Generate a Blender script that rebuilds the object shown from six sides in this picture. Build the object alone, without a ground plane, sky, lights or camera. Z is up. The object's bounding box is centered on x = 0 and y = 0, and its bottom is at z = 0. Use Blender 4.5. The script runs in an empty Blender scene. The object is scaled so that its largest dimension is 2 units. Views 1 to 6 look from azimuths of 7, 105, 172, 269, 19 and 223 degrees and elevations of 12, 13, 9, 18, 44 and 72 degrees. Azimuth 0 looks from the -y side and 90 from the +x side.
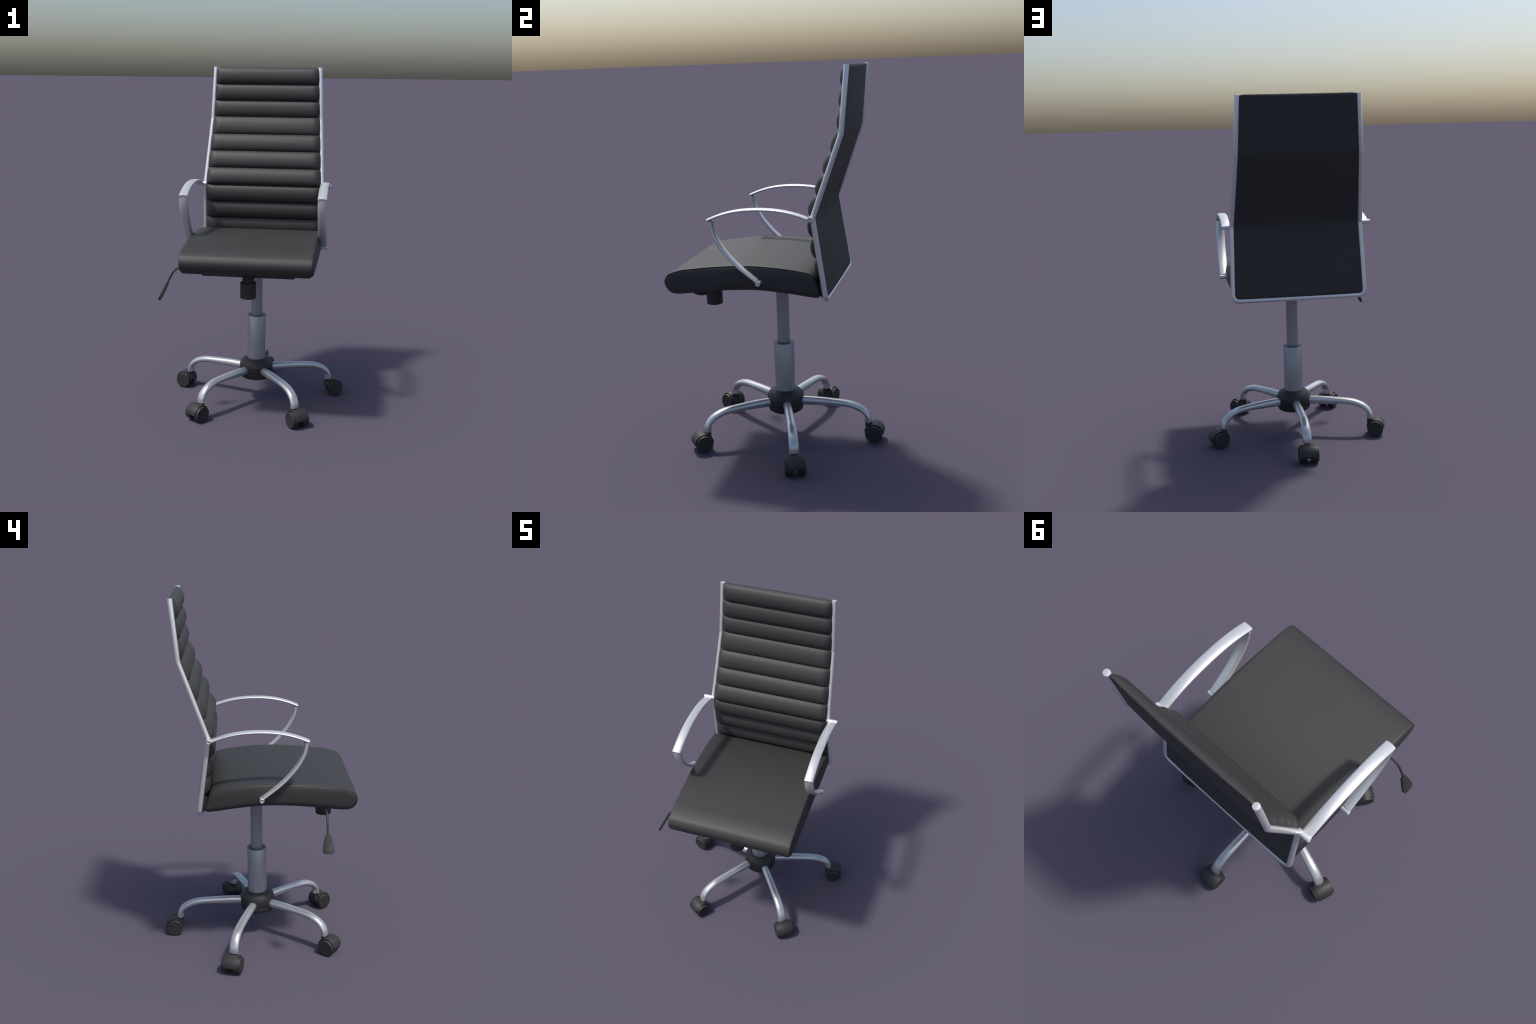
# High-back swivel office chair: ribbed black upholstery, bright metal frame,
# five-spoke base on twin-wheel casters.
import bpy, bmesh, math
from mathutils import Vector, Matrix

AXIS_Y = -0.008            # the swivel column stands a little in front of the origin

# ------------------------------------------------------------------ materials
def new_mat(name):
    m = bpy.data.materials.new(name)
    m.use_nodes = True
    nt = m.node_tree
    return m, nt, nt.nodes["Principled BSDF"]

def grain(nt, bsdf, scale, strength, distance, c1, c2, rough):
    """fine grain: noise drives a slight colour mottling, roughness and bump"""
    N, L = nt.nodes, nt.links
    tc = N.new("ShaderNodeTexCoord")
    n = N.new("ShaderNodeTexNoise")
    n.inputs["Scale"].default_value = scale
    n.inputs["Detail"].default_value = 4.0
    L.new(tc.outputs["Object"], n.inputs["Vector"])
    mix = N.new("ShaderNodeMix"); mix.data_type = 'RGBA'
    mix.inputs["A"].default_value = (*c1, 1)
    mix.inputs["B"].default_value = (*c2, 1)
    L.new(n.outputs["Fac"], mix.inputs["Factor"])
    L.new(mix.outputs["Result"], bsdf.inputs["Base Color"])
    bsdf.inputs["Roughness"].default_value = rough
    if strength > 0:
        b = N.new("ShaderNodeBump")
        b.inputs["Strength"].default_value = strength
        b.inputs["Distance"].default_value = distance
        L.new(n.outputs["Fac"], b.inputs["Height"])
        L.new(b.outputs["Normal"], bsdf.inputs["Normal"])

def build_materials():
    M = {}
    m, nt, b = new_mat("black_leather")
    grain(nt, b, 260, 0.12, 0.0008, (.0265, .0265, .0265), (.0335, .0335, .0333), .57)
    b.inputs["Specular IOR Level"].default_value = .42
    M["leather"] = m
    m, nt, b = new_mat("black_fabric_back")
    grain(nt, b, 320, 0.12, 0.0008, (.030, .030, .030), (.037, .037, .0365), .65)
    b.inputs["Specular IOR Level"].default_value = .40
    M["back"] = m
    m, nt, b = new_mat("silver_metal")
    grain(nt, b, 60, 0.0, 0.0, (.66, .667, .673), (.69, .697, .703), .32)
    b.inputs["Metallic"].default_value = .56
    b.inputs["Specular IOR Level"].default_value = .6
    M["metal"] = m
    m, nt, b = new_mat("polished_leg_metal")
    grain(nt, b, 60, 0.0, 0.0, (.50, .51, .52), (.55, .56, .57), .29)
    b.inputs["Metallic"].default_value = .66
    b.inputs["Specular IOR Level"].default_value = .6
    M["leg"] = m
    m, nt, b = new_mat("shade_darkened_column_metal")
    grain(nt, b, 60, 0.0, 0.0, (.32, .335, .35), (.36, .375, .39), .33)  # frame metal darkened here: the seat's shade on the column is in this grey
    b.inputs["Metallic"].default_value = .50
    M["column"] = m
    m, nt, b = new_mat("dark_ring")
    grain(nt, b, 60, 0.0, 0.0, (.10, .105, .115), (.12, .125, .135), .45)
    b.inputs["Metallic"].default_value = .3
    M["ring"] = m
    m, nt, b = new_mat("black_plastic")
    grain(nt, b, 180, 0.03, 0.0005, (.0235, .0238, .0242), (.0280, .0283, .0287), .54)
    b.inputs["Specular IOR Level"].default_value = .42
    M["plastic"] = m
    m, nt, b = new_mat("seam_thread_dark")
    grain(nt, b, 260, 0.0, 0.0, (.006, .006, .006), (.009, .009, .009), .7)
    M["seam"] = m
    return M

# ------------------------------------------------------------------ mesh helpers
def make_mesh(name, verts, faces, angle=40, bevel=0.0):
    bm = bmesh.new()
    vs = [bm.verts.new(v) for v in verts]
    for f in faces:
        try:
            bm.faces.new([vs[i] for i in f])
        except ValueError:
            pass
    bmesh.ops.remove_doubles(bm, verts=bm.verts, dist=1e-6)
    bmesh.ops.recalc_face_normals(bm, faces=bm.faces)
    lim = math.radians(angle)
    if bevel > 0:
        es = [e for e in bm.edges if len(e.link_faces) == 2 and e.calc_face_angle(0) > lim]
        bmesh.ops.bevel(bm, geom=es, offset=bevel, segments=2, profile=0.6, affect='EDGES', clamp_overlap=True)
    for f in bm.faces:
        f.smooth = True
    for e in bm.edges:
        if len(e.link_faces) == 2 and e.calc_face_angle(0) > lim:
            e.smooth = False
    me = bpy.data.meshes.new(name)
    bm.to_mesh(me)
    bm.free()
    return me

def add(name, me, parent, mat, loc=(0, 0, 0), rot=(0, 0, 0)):
    o = bpy.data.objects.new(name, me)
    bpy.context.scene.collection.objects.link(o)
    if not me.materials:
        me.materials.append(mat)
    o.parent = parent
    o.location = loc
    o.rotation_euler = rot
    return o

def loft(rings, close_start=True, close_end=True, ring_closed=True):
    """rings: lists of equal-length points -> verts, faces"""
    n = len(rings[0])
    verts = [p for r in rings for p in r]
    faces = []
    for i in range(len(rings) - 1):
        for j in range(n if ring_closed else n - 1):
            k = (j + 1) % n
            faces.append((i * n + j, i * n + k, (i + 1) * n + k, (i + 1) * n + j))
    if close_start:
        faces.append(tuple(range(n))[::-1])
    if close_end:
        b = (len(rings) - 1) * n
        faces.append(tuple(b + j for j in range(n)))
    return verts, faces

def lathe(profile, seg=48):
    """profile of (radius, z) revolved about z"""
    rings = []
    for r, z in profile:
        r = max(r, 1e-5)
        rings.append([(r * math.cos(2 * math.pi * j / seg), r * math.sin(2 * math.pi * j / seg), z) for j in range(seg)])
    return loft(rings)

def catmull(pts, sub):
    P = [Vector(p) for p in pts]
    P = [2 * P[0] - P[1]] + P + [2 * P[-1] - P[-2]]
    out = []
    for i in range(1, len(P) - 2):
        a, b, c, d = P[i - 1:i + 3]
        for k in range(sub):
            t = k / sub
            out.append(0.5 * ((2 * b) + (c - a) * t + (2 * a - 5 * b + 4 * c - d) * t * t + (3 * b - a - 3 * c + d) * t ** 3))
    out.append(P[-2])
    return out

def fillet(pts, radii, seg=8):
    """round the inner corners of a polyline"""
    P = [Vector(p) for p in pts]
    out = [P[0]]
    for i in range(1, len(P) - 1):
        a, b, c = P[i - 1], P[i], P[i + 1]
        u, v = (a - b).normalized(), (c - b).normalized()
        half = u.angle(v) / 2
        d = radii[i] / math.tan(half)
        p, q = b + u * d, b + v * d
        centre = b + (u + v).normalized() * (radii[i] / math.sin(half))
        rp, rq = p - centre, q - centre
        ang = rp.angle(rq)
        for k in range(seg + 1):
            t = k / seg
            s = (math.sin((1 - t) * ang) * rp + math.sin(t * ang) * rq) / math.sin(ang)
            out.append(centre + s)
    out.append(P[-1])
    return out

def sweep(path, section, side=None):
    """sweep section(i, t)->list of (a, b) offsets along the path.
    side: fixed direction of the a offset, otherwise parallel transported."""
    P = [Vector(p) for p in path]
    n = len(P)
    T = []
    for i in range(n):
        a = P[max(i - 1, 0)]; b = P[min(i + 1, n - 1)]
        d0 = (P[i] - a).normalized() if i > 0 else (b - P[i]).normalized()
        d1 = (b - P[i]).normalized() if i < n - 1 else d0
        T.append((d0 + d1).normalized())
    if side is None:
        ref = Vector((1, 0, 0)) if abs(T[0].x) < .8 else Vector((0, 1, 0))
        A = (ref - T[0] * ref.dot(T[0])).normalized()
    rings = []
    for i in range(n):
        if side is None:
            A = (A - T[i] * A.dot(T[i])).normalized()
            a = A
        else:
            a = (Vector(side) - T[i] * Vector(side).dot(T[i])).normalized()
        b = T[i].cross(a)
        rings.append([P[i] + a * s + b * t for s, t in section(i, i / (n - 1))])
    return loft(rings)

def superellipse(w, h, n=2.0, seg=24):
    out = []
    for j in range(seg):
        t = 2 * math.pi * j / seg
        c, s = math.cos(t), math.sin(t)
        out.append((w * math.copysign(abs(c) ** (2 / n), c), h * math.copysign(abs(s) ** (2 / n), s)))
    return out

# ------------------------------------------------------------------ frame line of the backrest
BACK = [(0.324, 0.410, 2.000), (0.338, 0.382, 1.687), (0.361, 0.242, 1.291), (0.3705, 0.301, 0.885)]
SEGLEN = [math.hypot(BACK[i + 1][1] - BACK[i][1], BACK[i + 1][2] - BACK[i][2]) for i in range(3)]
TOTAL = sum(SEGLEN)

def back_at_z(z):
    """(half width, y) of the frame line at height z, extended past both ends"""
    for i in range(3):
        a, b = BACK[i], BACK[i + 1]
        if z >= b[2] or i == 2:
            t = (a[2] - z) / (a[2] - b[2])
            return a[0] + (b[0] - a[0]) * t, a[1] + (b[1] - a[1]) * t

def build_frame(root, M):
    half = [Vector(p) for p in BACK]
    pts = half + [Vector((-p.x, p.y, p.z)) for p in reversed(half)]
    path = fillet(pts, [0, .012, .012, .034, .034, .012, .012, 0], seg=6)
    R = 0.0130
    v, f = sweep(path, lambda i, t: superellipse(R, R, 2, 20))
    return add("backrest_frame", make_mesh("backrest_frame", v, f, 50, .0012), root, M["metal"])

def build_back_panel(root, M):
    """padded rear panel stretched between the tubes"""
    NX, NZ = 40, 90
    z0, z1 = 2.0000, 0.893
    EDGE = .008
    front, back = [], []
    def path_y(z, soft):
        # soften the bends toward the middle of the panel
        if soft < 1e-4:
            return back_at_z(z)[1]
        tot = wsum = 0
        for k in range(-4, 5):
            w = 1 - abs(k) / 5
            tot += w * back_at_z(min(max(z + soft * k / 4, .885), 2.0))[1]
            wsum += w
        return tot / wsum
    fine = [.014 * (1 - math.cos(math.pi / 2 * q / 6)) for q in range(6)]
    rows = [z0 - e for e in fine] + [z0 - .014 + (z1 - z0 + .028) * i / NZ for i in range(NZ + 1)] + [z1 + e for e in reversed(fine)]
    for z in rows:
        w, _ = back_at_z(z)
        # rounded top and bottom corners
        end = min((z0 - z), (z - z1))
        inset = .030 * (1 - math.sqrt(max(1 - (1 - end / .014) ** 2, 0))) if end < .014 else 0
        w = w - EDGE - inset
        rf, rb = [], []
        for j in range(NX + 1):
            u = -1 + 2 * j / NX
            u = math.copysign(abs(u) ** .8, u)
            pad = (1 - abs(u) ** 3.0)
            endpad = min(1.0, max(end, 0) / .012) ** .5
            y = path_y(z, .06 * pad if z < 1.5 else .02 * pad)
            lower = min(max((1.20 - z) / .2, 0), 1)
            hollow = math.exp(-((z - 1.34) / .17) ** 2)
            bulge = (.0045 + .003 * lower + (.006 + .003 * min(max((z - 1.55) / .15, 0), 1) - .018 * hollow) * pad) * (.35 + .65 * endpad)
            rb.append((w * u, y + bulge, z))
            rf.append((w * u, min(y + bulge - .004, back_at_z(z)[1] - .012 * (.3 + .7 * endpad) * (1 - u ** 12)), z))
        front.append(rf); back.append(rb)
    rings = [a + b[::-1] for a, b in zip(front, back)]
    v, f = loft(rings)
    return add("backrest_panel", make_mesh("backrest_panel", v, f, 60), root, M["back"])

def build_ribs(parent, M):
    """eleven horizontal padded rolls on the front of the backrest"""
    bounds = [1.996, 1.898, 1.798, 1.696, 1.590, 1.489, 1.388, 1.289, 1.190, 1.088, .986, .890]
    depths = [.0335, .0325, .0335, .0375, .0410, .0435, .0438, .0445, .0460, .0425, .038]
    for k in range(11):
        za, zb = bounds[k], bounds[k + 1]
        zc = (za + zb) / 2
        eps = .012
        wa, ya = back_at_z(za - eps); wb, yb = back_at_z(zb + eps)
        slope = (ya - yb) / (za - zb - 2 * eps)
        up = Vector((0, slope, 1)).normalized()
        out = Vector((0, -1, slope)).normalized()
        w, yc = (wa + wb) / 2, (ya + yb) / 2
        h = (za - zb) / 2 / up.z + .0015
        D = depths[k]
        NS = 26
        floor = .003 if k < 3 else .012              # depth of the groove between rolls
        rise = [math.sin(math.pi / 2 * q / 12) for q in range(12)] + [1]
        end = [(w - .004 - .050 * (1 - math.sqrt(1 - r * r)), r) for r in rise]
        right = end
        mid = [(w * q, 1.0) for q in (.6, .3, 0, -.3, -.6)]
        left = [(-x, r) for x, r in reversed(end)]
        rings = []
        for x, r in right + mid + left:
            hh = h * (.88 + .12 * min(1, r / .9) ** .7)
            ring = []
            for j in range(NS + 1):
                a = math.pi * j / NS
                t, d = math.cos(a), max(math.sin(a), 0.0)
                depth = (floor + (D - floor) * d ** 1.0) * r
                taper = 1 + (wa - wb) / 2 / w * t
                p = up * (hh * (t - .13 * d * r)) + out * (depth + .0005)
                ring.append((x * taper, yc + p.y, zc + p.z))
            # flat rear of the roll, sunk into the panel
            ring.append((ring[-1][0], ring[-1][1] + .003, ring[-1][2]))
            ring.append((ring[0][0], ring[0][1] + .003, ring[0][2]))
            rings.append(ring)
        v, f = loft(rings)
        add("rib", make_mesh("rib", v, f, 70), parent, M["leather"])

# ------------------------------------------------------------------ seat
def seat_profile():
    ctrl = [(-.5365, .948), (-.5310, .970), (-.510, .9935), (-.449, 1.0152), (-.37, 1.0268), (-.29, 1.0365), (-.183, 1.045), (-.08, 1.048),
            (.03, 1.0435), (.135, 1.0325), (.208, 1.0195), (.237, 1.003), (.257, .955), (.269, .918), (.2705, .905), (.264, .894), (.249, .8892),
            (.20, .894), (.08, .909), (-.06, .918), (-.21, .912), (-.33, .900), (-.42, .8895), (-.478, .8850), (-.508, .8935), (-.5285, .918)]
    P = [Vector((0, y, z)) for y, z in ctrl]
    n = len(P)
    out = []
    sub = 5
    for i in range(n):
        a, b, c, d = P[i - 1], P[i], P[(i + 1) % n], P[(i + 2) % n]
        for k in range(sub):
            t = k / sub
            # centripetal-like damping by chord length
            l1 = (c - b).length
            m1 = (c - a) / ((c - b).length + (b - a).length) * l1
            m2 = (d - b) / ((d - c).length + (c - b).length) * l1
            h00 = 2 * t ** 3 - 3 * t ** 2 + 1; h10 = t ** 3 - 2 * t ** 2 + t
            h01 = -2 * t ** 3 + 3 * t ** 2; h11 = t ** 3 - t ** 2
            out.append(h00 * b + h10 * m1 + h01 * c + h11 * m2)
    return out

def inset_loop(loop, d):
    n = len(loop)
    out = []
    for i in range(n):
        t = (loop[(i + 1) % n] - loop[i - 1]).normalized()
        nrm = Vector((0, t.z, -t.y))           # loop runs clockwise seen from +x
        out.append(loop[i] + nrm * -d)
    return out

def build_seat(root, M):
    loop = seat_profile()
    cy = sum(p.y for p in loop) / len(loop); cz = sum(p.z for p in loop) / len(loop)
    # make sure that positive inset moves inward
    test = inset_loop(loop, .01)
    sgn = 1 if sum((p - Vector((0, cy, cz))).length for p in test) < sum((p - Vector((0, cy, cz))).length for p in loop) else -1
    nrm = [(p - q).normalized() for p, q in zip(loop, inset_loop(loop, sgn * .01))]
    # the seam with the side panel sits further in along the lower edge
    base = [.3632 - .0150 * max(0, -n.z) ** 1.5 for n in nrm]
    def ring(dx, d, sx):
        return [Vector((sx * (w + dx), p.y, p.z)) for w, p in zip(base, inset_loop(loop, sgn * d))]
    def flat(x):
        return [Vector((x, p.y, p.z)) for p in loop]
    edge = [(-.0015, .0075), (.0002, .0055), (.0006, .0035), (-.0008, .0015), (-.005, .0004), (-.014, 0), (-.04, 0)]
    rings = [ring(x, d, 1) for x, d in edge] + [flat(x) for x in (.22, .1, 0, -.1, -.22)] + [ring(x, d, -1) for x, d in reversed(edge)]
    v, f = loft(rings, False, False)
    seat = add("seat_cushion", make_mesh("seat_cushion", v, f, 60), root, M["leather"])
    # sewn-in side panels, domed toward the middle line of the cushion
    spine = []
    for p in loop:
        y = min(max(p.y, -.478), .212)
        spine.append(Vector((0, y, .951 + .026 * math.cos((y + .10) * 4.6) - .020)))
    dome = [.3662 + .0110 * max(0, 1 - ((q.y + .13) / .41) ** 2) for q in spine]
    prof = [(0, -.004, .0), (.0, -.0005, 0), (.05, .0, .22), (.12, .0, .46), (.24, .0, .72), (.42, .0, .90), (.66, .0, .98), (.985, 0, 1)]
    def panel(sx):
        out = []
        start = inset_loop(loop, sgn * .0048)
        for f, dx, g in prof:
            out.append([Vector((sx * ((w + dx) * (1 - g) + m * g), 0, 0)) + p * (1 - f) + Vector((0, q.y, q.z)) * f
                        for w, p, q, m in zip(base, start, spine, dome)])
        return loft(out, False, True)
    def seam(sx):
        c = ring(.0002, .0056, sx)
        r = .0011
        out = []
        n = len(c)
        for i in range(n + 1):
            p, m = c[i % n], nrm[i % n]
            out.append([p + Vector((r, 0, 0)) * math.cos(a) + m * r * math.sin(a) for a in [math.pi * k / 3 for k in range(6)]])
        return loft(out, False, False)
    for sx in (1, -1):
        v, f = panel(sx)
        add("side_panel", make_mesh("side_panel", v, f, 60), seat, M["leather"])
        v, f = seam(sx)
        add("seam", make_mesh("seam", v, f, 90), seat, M["seam"])
    return seat

# ------------------------------------------------------------------ armrests
def build_arms(root, M):
    XC = .3912
    top = [(.226, 1.2905), (.172, 1.3090), (.109, 1.3240), (.040, 1.3322), (-.040, 1.3334), (-.110, 1.3280), (-.170, 1.3165), (-.225, 1.2995), (-.2735, 1.2798)]
    low = [(-.2605, 1.2760), (-.2515, 1.2210), (-.2245, 1.1625), (-.1815, 1.1050), (-.1230, 1.0455), (-.0370, .9785)]
    for sx in (1, -1):
        path = catmull([(sx * XC, y, z) for y, z in top], 2)
        n = len(path)
        v, f = sweep(path, lambda i, t: superellipse(.0242 + .0018 * t, .0083, 2.15, 44), side=(1, 0, 0))
        arm = add("armrest", make_mesh("armrest", v, f, 62), root, M["metal"])
        path = catmull([(sx * XC, y, z) for y, z in low], 2)
        v, f = sweep(path, lambda i, t: superellipse(.0256 - .0004 * t, .0122 - .0027 * t, 2.15, 44), side=(1, 0, 0))
        add("arm_support", make_mesh("arm_support", v, f, 62), arm, M["metal"])
        # fixing pins with a recessed screw head
        R = .0126
        for y, z, x0 in ((.2385, 1.2915, .355), (-.029, .9685, .360)):
            prof = [(1e-5, 0), (R, 0), (R, .4175 - x0 - .0015), (R - .0015, .4175 - x0), (.0088, .4175 - x0), (.0080, .4175 - x0 - .006), (1e-5, .4175 - x0 - .006)]
            v, f = lathe(prof, 24)
            add("pin", make_mesh("pin", v, f, 35), arm, M["metal"], (sx * x0, y, z), (0, sx * math.pi / 2, 0))

# ------------------------------------------------------------------ mechanism below the seat
def build_mechanism(root, M):
    # rounded cross bar under the seat
    prof = superellipse(.062, .052, 2.2, 28)
    rings = []
    for x, s in ((-.258, .93), (-.2535, 1), (.2535, 1), (.258, .93)):
        rings.append([(x, -.380 + a * s, .906 + b * s) for a, b in prof])
    v, f = loft(rings)
    add("tilt_mechanism", make_mesh("tilt_mechanism", v, f, 40), root, M["plastic"])
    # tension knob on a short neck
    prof = [(1e-5, .739), (.042, .739), (.0445, .7415), (.0445, .8265), (.0432, .828), (.0325, .828), (.0325, .90), (1e-5, .90)]
    v, f = lathe(prof, 40)
    add("tension_knob", make_mesh("tension_knob", v, f, 35), root, M["plastic"], (0, -.3925, 0))
    # height lever: bent rod with a flat paddle
    pts = [(-.24, -.368, .8935), (-.385, -.368, .8935), (-.4100, -.3685, .8825), (-.4355, -.3685, .8550), (-.4700, -.3685, .785)]
    path = [Vector(pts[0])] + catmull(pts[1:], 5)
    v, f = sweep(path, lambda i, t: superellipse(.0056, .0056, 2, 12))
    lever = add("height_lever", make_mesh("height_lever", v, f, 50), root, M["plastic"])
    a, b = Vector((-.4645, -.3685, .7945)), Vector((-.5095, -.3685, .7035))
    d = (b - a)
    nrm = Vector((d.z, 0, -d.x)).normalized()
    outline = [(0, .0135), (.35, .0225), (.70, .0292), (.84, .0310), (.90, .0295), (.96, .0255), (1.0, .0205)]
    loopn = [(t, w) for t, w in outline] + [(t, -w) for t, w in reversed(outline)]
    rings = []
    for off, sh in ((-.0068, .93), (-.0056, 1), (.0056, 1), (.0068, .93)):
        rings.append([a + d * (.5 + (t - .5) * (.985 if sh < 1 else 1)) + nrm * off + Vector((0, w * sh, 0)) for t, w in loopn])
    v, f = loft(rings)
    add("paddle", make_mesh("paddle", v, f, 35), lever, M["plastic"])

# ------------------------------------------------------------------ column, hub, spokes, casters
def build_base(root, M):
    c = (0, AXIS_Y, 0)
    prof = [(1e-5, .256), (.0552, .256), (.0552, .5335), (.0546, .5345), (1e-5, .5345)]
    v, f = lathe(prof, 48)
    col = add("column_sleeve", make_mesh("column_sleeve", v, f, 35), root, M["column"], c)
    v, f = lathe([(.0345, .5335), (.0543, .5335), (.0543, .5362), (.0535, .5368), (.0365, .5368), (.0350, .5345)], 48)
    add("dark_sleeve_top", make_mesh("dark_sleeve_top", v, f, 35), col, M["ring"])
    v, f = lathe([(1e-5, .51), (.0338, .51), (.0338, .93), (1e-5, .93)], 40)
    add("gas_piston", make_mesh("gas_piston", v, f, 35), col, M["column"])
    prof = [(1e-5, .142), (.070, .142), (.085, .1445), (.0935, .1500), (.0978, .162), (.0990, .1775), (.0978, .1795), (.0925, .1800), (.0925, .1832),
            (.0988, .1838), (.1005, .190), (.1007, .222), (.0990, .230), (.0945, .2415), (.0865, .2515), (.075, .2595), (.062, .2640), (.054, .2650), (1e-5, .2650)]
    v, f = lathe(prof, 56)
    hub = add("hub", make_mesh("hub", v, f, 35), root, M["plastic"], c)

    # one spoke along +x: tapered oval tube that bends down at its end
    # (radius from the axis, height, half thickness in the vertical plane)
    spine = [(.080, .1985, .0248), (.180, .2010, .0232), (.280, .2005, .0194), (.335, .1975, .0190), (.3686, .1920, .0188), (.405, .1795, .0183),
             (.4304, .1640, .0174), (.449, .1450, .0158), (.460, .1230, .0147), (.463, .1000, .0145)]
    samples = catmull([(r, thin, z) for r, z, thin in spine], 4)
    path = [(p.x, 0, p.z) for p in samples]
    v, f = sweep(path, lambda i, t: superellipse(.0228 + .0036 * t, samples[i].y, 2.15, 32), side=(0, 1, 0))
    leg_me = make_mesh("leg", v, f, 50, .0015)
    v, f = lathe([(1e-5, .0995), (.0182, .0995), (.0190, .1005), (.0190, .122), (.0165, .130), (1e-5, .132)], 24)
    socket_me = make_mesh("caster_socket", v, f, 35)

    # caster, local origin on the wheel axle, pointing outward along +x, axle along y
    RW, RO, RI, HW = .0466, .0528, .0508, .0383
    NA = 32
    sec = []
    def hood_ring(y, ro, ri):
        out = [(ro * math.cos(math.pi * k / NA), y, ro * math.sin(math.pi * k / NA)) for k in range(NA + 1)]
        out += [(ri * math.cos(math.pi * k / NA), y, ri * math.sin(math.pi * k / NA)) for k in range(NA, -1, -1)]
        return out
    v, f = loft([hood_ring(-HW, RO - .0004, RI + .0004), hood_ring(-HW + .0012, RO, RI), hood_ring(HW - .0012, RO, RI), hood_ring(HW, RO - .0004, RI + .0004)])
    hood_me = make_mesh("caster", v, f, 35)
    # stem: neck plus central web carrying the axle
    neck = lathe([(1e-5, -.006), (.0168, -.006), (.0168, .056), (1e-5, .056)], 24)
    nv = [(x - .0343, y, z) for x, y, z in neck[0]]
    web, wf = lathe([(1e-5, -.0146), (.026, -.0146), (.026, .0146), (1e-5, .0146)], 24)
    wv = [(x, z, y) for x, y, z in web]
    # block filling the hood above the wheels' gap
    blk = []
    for y in (-.0145, .0145):
        blk.append([((RI - .001 if k > 0 else RI - .001) * math.cos(math.pi * k / 20), y, RI * math.sin(math.pi * k / 20) + (0 if k not in (0, 20) else 0.004)) for k in range(21)])
    bv, bf = loft(blk)
    off1 = len(nv); off2 = off1 + len(wv)
    verts = nv + wv + bv
    faces = list(neck[1]) + [tuple(i + off1 for i in q) for q in wf] + [tuple(i + off2 for i in q) for q in bf]
    stem_me = make_mesh("caster_stem", verts, faces, 35)
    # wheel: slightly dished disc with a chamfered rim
    w0, w1 = .0146, .0528
    v, f = lathe([(1e-5, w0), (RW - .002, w0), (RW, w0 + .002), (RW, w1 - .0045), (RW - .0008, w1 - .0022), (RW - .0030, w1), (1e-5, w1)], 48)
    wheel_me = make_mesh("wheel", v, f, 25)

    for k in range(5):
        a = math.radians(90 + 72 * k)
        rot = Matrix.Rotation(a, 4, 'Z')
        leg = add("leg", leg_me, root, M["leg"], c, (0, 0, a))
        add("caster_socket", socket_me, leg, M["leg"], (.4572, 0, 0))
        p = rot @ Vector((.4918, 0, RW))
        cas = add("caster", hood_me, root, M["plastic"], (p.x, p.y + AXIS_Y, p.z), (0, 0, a))
        add("caster_stem", stem_me, cas, M["plastic"])
        add("wheel", wheel_me, cas, M["plastic"], (0, 0, 0), (math.pi / 2, 0, 0))
        add("wheel", wheel_me, cas, M["plastic"], (0, 0, 0), (-math.pi / 2, 0, 0))

def main():
    M = build_materials()
    root = bpy.data.objects.new("office_chair", None)
    bpy.context.scene.collection.objects.link(root)
    root["label"] = "high-back black ribbed office chair with silver frame and casters"
    root["category"] = "office chair"
    build_frame(root, M)
    panel = build_back_panel(root, M)
    build_ribs(panel, M)
    build_seat(root, M)
    build_arms(root, M)
    build_mechanism(root, M)
    build_base(root, M)

main()
